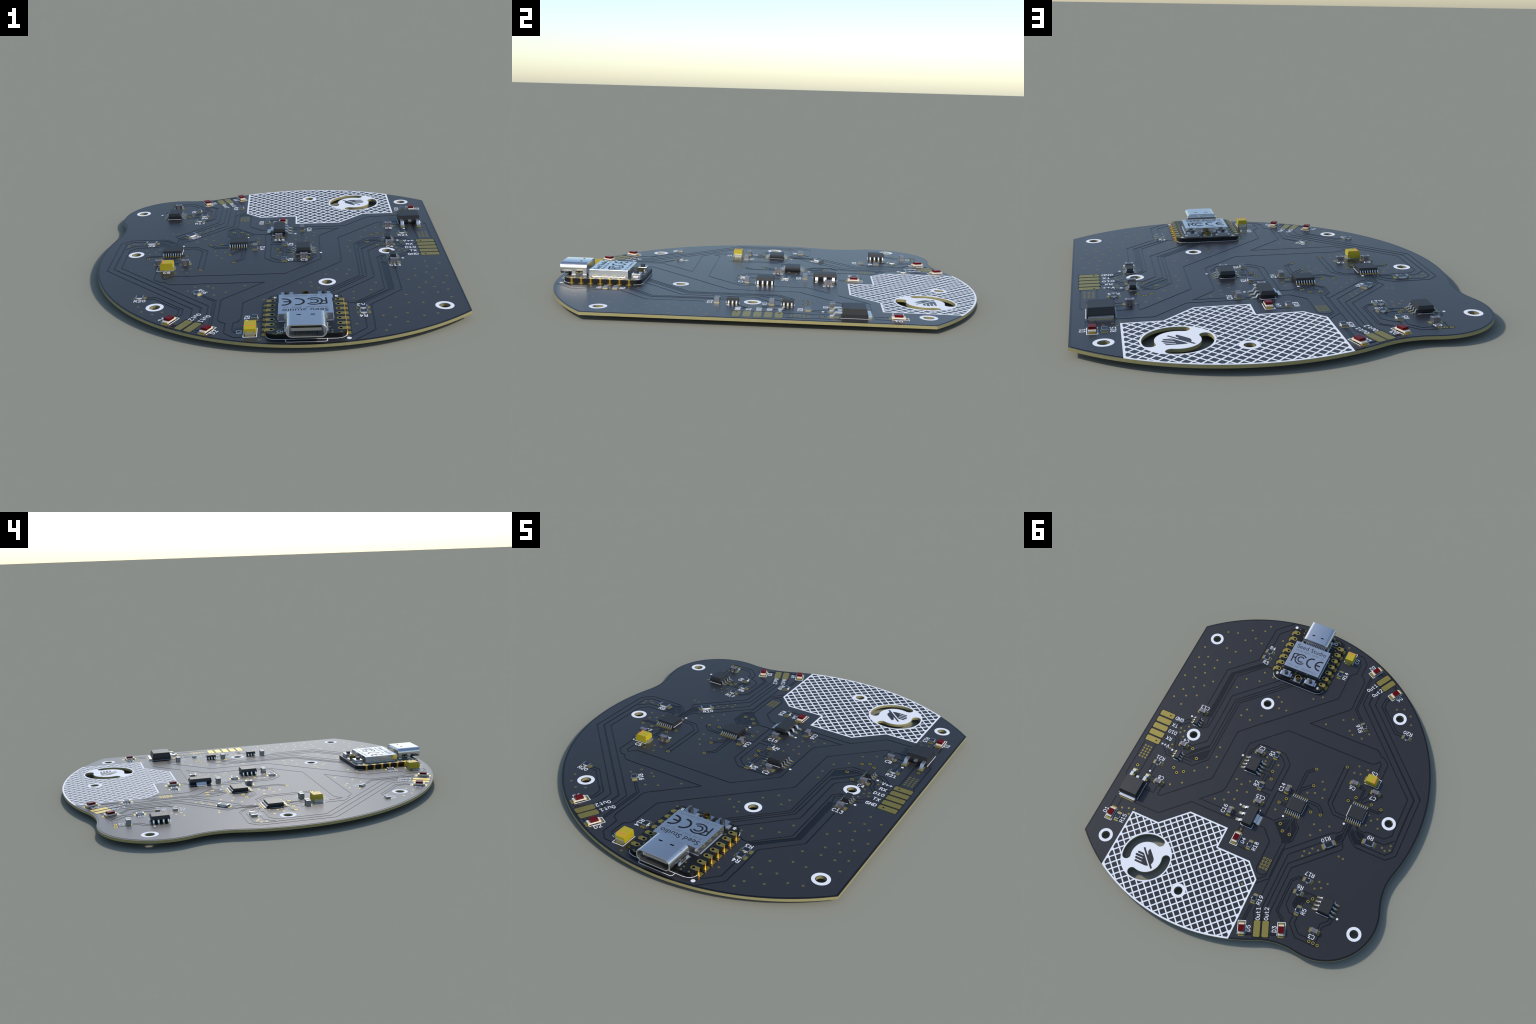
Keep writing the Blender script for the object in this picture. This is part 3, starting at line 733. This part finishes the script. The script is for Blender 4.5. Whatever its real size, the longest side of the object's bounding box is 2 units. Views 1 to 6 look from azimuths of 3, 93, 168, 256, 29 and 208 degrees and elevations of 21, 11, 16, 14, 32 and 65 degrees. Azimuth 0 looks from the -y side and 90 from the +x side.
# ------------------------------------------------------------------ chips
def chip(name, cx, cy, turn, bx, by, height, leads, lead_w, reach, foot, pad_size, stand=0.1, draft=0.12):
    """A moulded body with gull-wing leads; leads lists (side, offset), side +1/-1 along local x."""
    b = Build()
    z0, z1, zm = P + stand, P + height, P + stand + (height - stand) * 0.45
    lo = rect(0, 0, bx - 2 * draft, by - 2 * draft); mi = rect(0, 0, bx, by); hi = rect(0, 0, bx - 2 * draft, by - 2 * draft)
    b.shell([[(x, y, z0) for x, y in lo], [(x, y, zm) for x, y in mi], [(x, y, zm + 0.06) for x, y in mi], [(x, y, z1) for x, y in hi]], EPOXY)
    o = put(name, b.mesh(name, MM), cx, cy, turn, 0.0008)
    l = Build()
    for side, off in leads:
        pad(l, side * (reach - foot / 2 + 0.1), off, pad_size[0], pad_size[1])
        e = bx / 2
        prof = [(e - 0.1, zm), (e + 0.28 * (reach - e), zm - 0.02), (reach - foot, P + 0.12), (reach, P + 0.1)]
        l.ribbon(prof, lead_w, 0.16, lambda u, w, z, side=side, off=off: (side * u, off + w, z), TIN)
    add("leads", l.mesh("leads", MM), o, kind="stuff")
    return o
for x, y, t in CHIPS["amplifier"]:
    chip("chip", x, y, t, 3.9, 4.9, 1.75, [(s, -1.905 + 1.27 * i) for s in (-1, 1) for i in range(4)], 0.42, 3.0, 0.6, (1.55, 0.6), draft=0.2)
for x, y, t in CHIPS["mux"]:
    chip("chip", x, y, t + 90, 4.4, 5.0, 1.18, [(s, -2.275 + 0.65 * i) for s in (-1, 1) for i in range(8)], 0.24, 3.2, 0.55, (1.2, 0.4), draft=0.08)
for x, y, t in CHIPS["converter"]:
    chip("chip", x, y, t, 1.6, 2.9, 1.3, [(s, 0.95 * i) for s in (-1, 1) for i in (-1, 0, 1)], 0.38, 1.45, 0.4, (0.85, 0.6), draft=0.08)

# voltage regulator: three leads on +x, broad tab on -x
reg = chip("regulator_chip", 2.2, 16.18, 0, 3.5, 6.5, 1.85, [(1, -2.3), (1, 0), (1, 2.3)], 0.75, 3.55, 0.85, (1.5, 0.95), draft=0.22)
b = Build()
pad(b, -2.95, 0, 1.6, 3.15)
b.ribbon([(1.6, P + 0.85), (2.4, P + 0.82), (2.75, P + 0.12), (3.5, P + 0.1)], 3.0, 0.22, lambda u, w, z: (-u, w, z), TIN)
add("heat_tab", b.mesh("heat_tab", MM), reg, bevel=0.0006)

# power transistor: big body, two leads and a cut middle stub towards -y, heat tab towards +y
b = Build()
z0, zm, z1 = P + 0.05, P + 0.85, P + 2.3
lo, hi = rect(0, 0, 6.0, 6.1), rect(0, -0.1, 5.6, 5.4)
b.shell([[(x, y, z0) for x, y in lo], [(x, y, zm) for x, y in lo], [(x, y, z1) for x, y in hi]], EPOXY)
b.tube(1.3, -2.0, 0.5, 0.38, z1 - 0.02, z1 + 0.012, RUBBER, 20)
fet = put("power_transistor", b.mesh("power_transistor", MM), 40.2, 22.65, 0, 0.0012)
b = Build()
for x in (-2.28, 2.28):
    pad(b, x, -5.0, 1.6, 2.6)
    b.ribbon([(2.9, P + 1.05), (4.55, P + 1.05), (5.05, P + 0.22), (5.85, P + 0.2)], 0.95, 0.4, lambda u, w, z, x=x: (x + w, -u, z), TIN)
b.box(0, -3.45, 0.9, 1.0, P + 0.75, P + 1.2, TIN)
pad(b, 0, 1.2, 5.8, 6.2)
b.box(0, 3.4, 5.4, 1.1, P, P + 0.5, TIN)
add("leads", b.mesh("leads", MM), fet, bevel=0.0008)

# ------------------------------------------------------------------ microcontroller module
T = 1.17                       # thickness of its board
ZM = H + 0.02 + T              # its top face
b = Build()
b.shell([[(x - mx, y - my, H + 0.02) for x, y in module_plan], [(x - mx, y - my, ZM) for x, y in module_plan]], MODULE_MASK)
module = put("microcontroller_module", b.mesh("module_board", MM), mx, my, 0, 0.0005)
b = Build()                    # solder pads below, on the main board
for y in PIN_Y:
    for s in (-1, 1):
        pad(b, s * 8.6, y - my, 2.5, 1.5)
add("landing_pads", b.mesh("landing_pads", MM), module)
def pin_mesh(s):
    b = Build()
    o = [(s * 8.93, 0.68), (s * 8.93, -0.68), (s * 7.6, -0.68)] + [(s * (7.6 + 0.68 * cos(radians(a))), 0.68 * sin(radians(a))) for a in range(-110, -270, -20)] + [(s * 7.6, 0.68)]
    b.prism(ccw(o), ZM - 0.02, ZM + 0.03, GOLD)
    b.cyl(s * 7.62, 0, 0.36, ZM, ZM + 0.04, DARK, 16)
    b.cyl(s * 8.87, 0, 0.17, ZM, ZM + 0.04, BRIGHT_GOLD, 10)
    b.cyl(s * 8.83, 0, 0.36, H + 0.01, ZM + 0.01, BRIGHT_GOLD, 16)
    return b.mesh("castellated_pin", MM)
LEFT, RIGHT = pin_mesh(-1), pin_mesh(1)
for y in PIN_Y:
    for me in (LEFT, RIGHT):
        add("castellated_pin", me, module, at=(0, (y - my) * MM, 0))
b = Build()
for x, y in [(16.64, -52.42), (14.7, -52.62), (14.74, -51.54), (14.23, -50.05), (13.9, -48.14), (3.32, -52.84), (2.46, -53.0), (1.96, -52.63), (4.08, -49.75), (2.3, -49.37),
             (2.3, -46.85), (2.35, -43.84), (2.3, -36.7), (15.86, -36.69), (16.9, -33.67), (1.37, -33.48), (11.14, -34.03), (11.16, -33.1), (6.89, -33.2), (7.22, -35.42), (10.85, -35.89)]:
    b.tube(x - mx, y - my, 0.24, 0.09, ZM - 0.01, ZM + 0.02, GOLD, 10)
b.box(-6.4, -50.68 - my + 0.1, 2.6, 0.22, ZM - 0.01, ZM + 0.02, GOLD)
for x, y in [(3.6, -52.6), (2.9, -52.6)]:
    b.box(x - mx, y - my - 0.1, 0.5, 0.5, ZM, ZM + 0.03, GOLD)
add("module_vias", b.mesh("module_vias", MM), module, kind="stuff")
zi = ZM * MM
for text, x, y, t, sz in [("B", 16.4, -33.6, 180, 0.8), ("R", 1.9, -33.6, 180, 0.8), ("CH", 3.3, -51.8, 0, 0.85)]:
    lettering(text, x - mx, y - my, t, sz, 0.16, zi - 0.0002, zi + 0.0006, "printed_label", INK, module)

# radio shield: drawn steel can with markings
SX0, SX1, SY0, SY1 = 2.87, 15.25, -46.75, -36.25
sx, sy = (SX0 + SX1) / 2 - mx, (SY0 + SY1) / 2 - my
Z_SH = 0.0927 / MM
b = Build()
b.box(sx, sy, SX1 - SX0, SY1 - SY0, ZM, Z_SH, STEEL, 0.06, 0.06)
for s in (-1, 1):             # flange where the can meets the board
    b.box(sx + s * (SX1 - SX0) / 2, sy, 0.3, SY1 - SY0 - 1.5, ZM, ZM + 0.12, TIN)
b.box(sx, SY0 - my, SX1 - SX0, 0.24, ZM, ZM + 0.1, TIN)
shield = add("radio_shield", b.mesh("radio_shield", MM), module, bevel=0.003)
zs = Z_SH * MM
etched = []
def etch(*p, w=0.52):
    etched.extend(thick_line([(x - mx, y - my) for x, y in p], w, 10))
def flip_arc(cx, cy, r, half, n=18):
    return arc(cx, cy, r, 180 + half, 180 - half + 360, n)
etch((13.8, -38.7), (13.9, -41.75), (12.4, -42.05), w=0.4); etch((13.85, -40.35), (12.7, -40.35), w=0.4)
etch(*flip_arc(11.05, -40.4, 1.85, 42), w=0.4); etch(*flip_arc(10.95, -40.4, 1.0, 48), w=0.4)
etch(*flip_arc(7.0, -40.5, 1.7, 86)); etch(*flip_arc(3.95, -40.5, 1.7, 86)); etch((5.5, -40.4), (4.2, -40.4))
ink("etched_symbols", etched, z0=zs - 0.0004, z1=zs + 0.0003, mat=ETCH, parent=shield)
def etched_text(text, x, y, width, mat, name):
    c = bpy.data.curves.new(name, "FONT")
    c.body, c.align_x, c.align_y, c.extrude, c.resolution_u = text, "CENTER", "CENTER", 0.0003, 3
    o = bpy.data.objects.new(name, c)
    bpy.context.scene.collection.objects.link(o)
    bpy.context.view_layer.update()
    me = bpy.data.meshes.new_from_object(o.evaluated_get(bpy.context.evaluated_depsgraph_get()))
    k = width * MM / o.dimensions.x
    bpy.data.objects.remove(o)
    for v in me.vertices:
        v.co.x *= k; v.co.y *= k
    me.materials.clear(); me.materials.append(mat)
    return add(name, me, shield, at=((x - mx) * MM, (y - my) * MM, zs), turn=180)
etched_text("Seed Studio", 9.0, -45.0, 10.4, ETCH, "etched_text")
etched_text("Model: XIAO - ESP32 - C3", 9.0, -43.45, 9.9, FAINT_ETCH, "etched_text")
etched_text("FCC  Z4T - XIAOESP32C3", 9.05, -37.2, 9.9, FAINT_ETCH, "etched_text")

# socket of the charging port: hollow rounded shell, tongue with contacts, feet
Z_U0, Z_U1 = 0.0592 / MM, 0.1153 / MM
UY0, UY1 = -55.1 - my, -47.8 - my
ux, hw, ur = 0.03, 4.47, 1.35
def ring(half_w, z0, z1, r, y, n=6):
    p = []
    for cx, cz, a in ((half_w - r, z0 + r, -90), (half_w - r, z1 - r, 0), (-half_w + r, z1 - r, 90), (-half_w + r, z0 + r, 180)):
        p += [(cx + r * cos(radians(a + 90 * i / n)), cz + r * sin(radians(a + 90 * i / n))) for i in range(n + 1)]
    return [(ux + x, y, z) for x, z in p]
b = Build()
b.shell([ring(hw - 0.12, Z_U0 + 0.12, Z_U1 - 0.12, ur, UY1), ring(hw, Z_U0, Z_U1, ur, UY1 - 0.12), ring(hw, Z_U0, Z_U1, ur, UY0 + 0.08),
         ring(hw - 0.08, Z_U0 + 0.08, Z_U1 - 0.08, ur - 0.06, UY0), ring(hw - 0.28, Z_U0 + 0.28, Z_U1 - 0.28, ur - 0.25, UY0 + 0.03),
         ring(hw - 0.3, Z_U0 + 0.3, Z_U1 - 0.3, ur - 0.28, UY1 - 2.4)], STEEL)
for s in (-1, 1):
    b.box(ux + s * (hw - 0.13), UY1 - 0.65, 0.26, 1.1, ZM, Z_U0 + 1.3, STEEL)
    b.box(ux + s * (hw - 0.13), UY1 - 3.55, 0.26, 1.1, ZM, Z_U0 + 1.3, STEEL)
    b.box(ux + s * (hw + 0.1), UY1 - 2.1, 0.5, 4.2, ZM, ZM + 0.05, TIN)
port = add("charging_port", b.mesh("charging_port", MM), module)
for p in port.data.polygons:
    p.use_smooth = True
port.data.set_sharp_from_angle(angle=radians(35))
b = Build()
b.box(ux, UY1 - 4.1, 6.6, 4.6, (Z_U0 + Z_U1) / 2 - 0.35, (Z_U0 + Z_U1) / 2 + 0.35, TERMINAL)
b.box(ux, UY1 - 2.5, 8.2, 0.5, Z_U0 + 0.35, Z_U1 - 0.35, TERMINAL)
for i in range(10):
    for s in (-1, 1):
        zc = (Z_U0 + Z_U1) / 2 + s * 0.36
        b.box(ux - 2.25 + 0.5 * i, UY1 - 4.0, 0.25, 3.4, zc - 0.03, zc + 0.03, GOLD)
add("tongue", b.mesh("tongue", MM), port)
b = Build()
for x in (7.52, 10.6):
    b.box(x - mx, -50.05 - my, 1.0, 0.36, Z_U1 - 0.02, Z_U1 + 0.012, DARK)
for s in (-1, 1):
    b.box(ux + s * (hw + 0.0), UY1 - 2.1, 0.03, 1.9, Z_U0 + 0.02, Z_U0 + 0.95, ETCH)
    for k in (-0.55, 0.5):
        b.box(ux + s * (hw + 0.01), UY1 - 2.1 + k, 0.04, 0.55, Z_U0 + 0.5, Z_U0 + 0.75, GOLD)
    b.box(ux + s * (hw + 0.01), UY1 - 2.1, 0.04, 1.7, Z_U0 + 0.3, Z_U0 + 0.42, TIN)
add("latch_windows", b.mesh("latch_windows", MM), port)
b = Build()
for i in range(12):
    b.box(ux - 3.3 + 0.6 * i, UY1 + 0.45, 0.34, 1.1, ZM, ZM + 0.12, TIN)
add("solder_tails", b.mesh("solder_tails", MM), port, kind="stuff")

# two push buttons and the antenna socket
for x in (13.55, 4.78):
    b = Build()
    b.box(0, 0, 2.95, 2.4, ZM, 0.0780 / MM, TERMINAL, 0.03, 0.03)
    for s in (-1, 1):
        b.box(s * 1.7, 0, 0.6, 1.4, ZM, ZM + 0.4, TIN)
    btn = add("push_button", b.mesh("push_button", MM), module, at=((x - mx) * MM, (-34.2 - my) * MM, 0), bevel=0.0008)
    b = Build(); b.cyl(0, 0, 0.64, 0.0780 / MM - 0.05, 0.0900 / MM, RUBBER, 24, 0.6)
    add("button_cap", b.mesh("button_cap", MM), btn, at=(0, -0.003, 0), bevel=0.0006)
b = Build()
b.box(0, 0.35, 2.5, 2.3, ZM, ZM + 0.36, TERMINAL)
b.tube(0, 0, 0.9, 0.7, ZM + 0.3, 0.0830 / MM, DIM_GOLD, 24)
b.cyl(0, 0, 0.72, ZM + 0.36, ZM + 0.45, DIM_GOLD, 20)
b.cyl(0, 0, 0.18, ZM + 0.4, ZM + 1.0, BRIGHT_GOLD, 12)
add("antenna_socket", b.mesh("antenna_socket", MM), module, at=((9.13 - mx) * MM, (-34.15 - my) * MM, 0))

# ------------------------------------------------------------------ parts on the underside (the board stands on them)
UNDER = passive(2.0, 1.25, (Z_BOTTOM / MM) - 0.04, 0.45, CERAMIC, None, 0.4, 1.65, 1.45, 0)
for v in UNDER.vertices:      # moved so that it hangs from the underside
    v.co.z -= Z_PAD
for x, y, t in [(0, 24, 0), (18, -6, 90), (-12, -14, 0), (-20, 22, 90)]:
    o = add("capacitor", UNDER, at=(x * MM, y * MM, Z_BOTTOM - 0.0004), turn=t, flip=True)
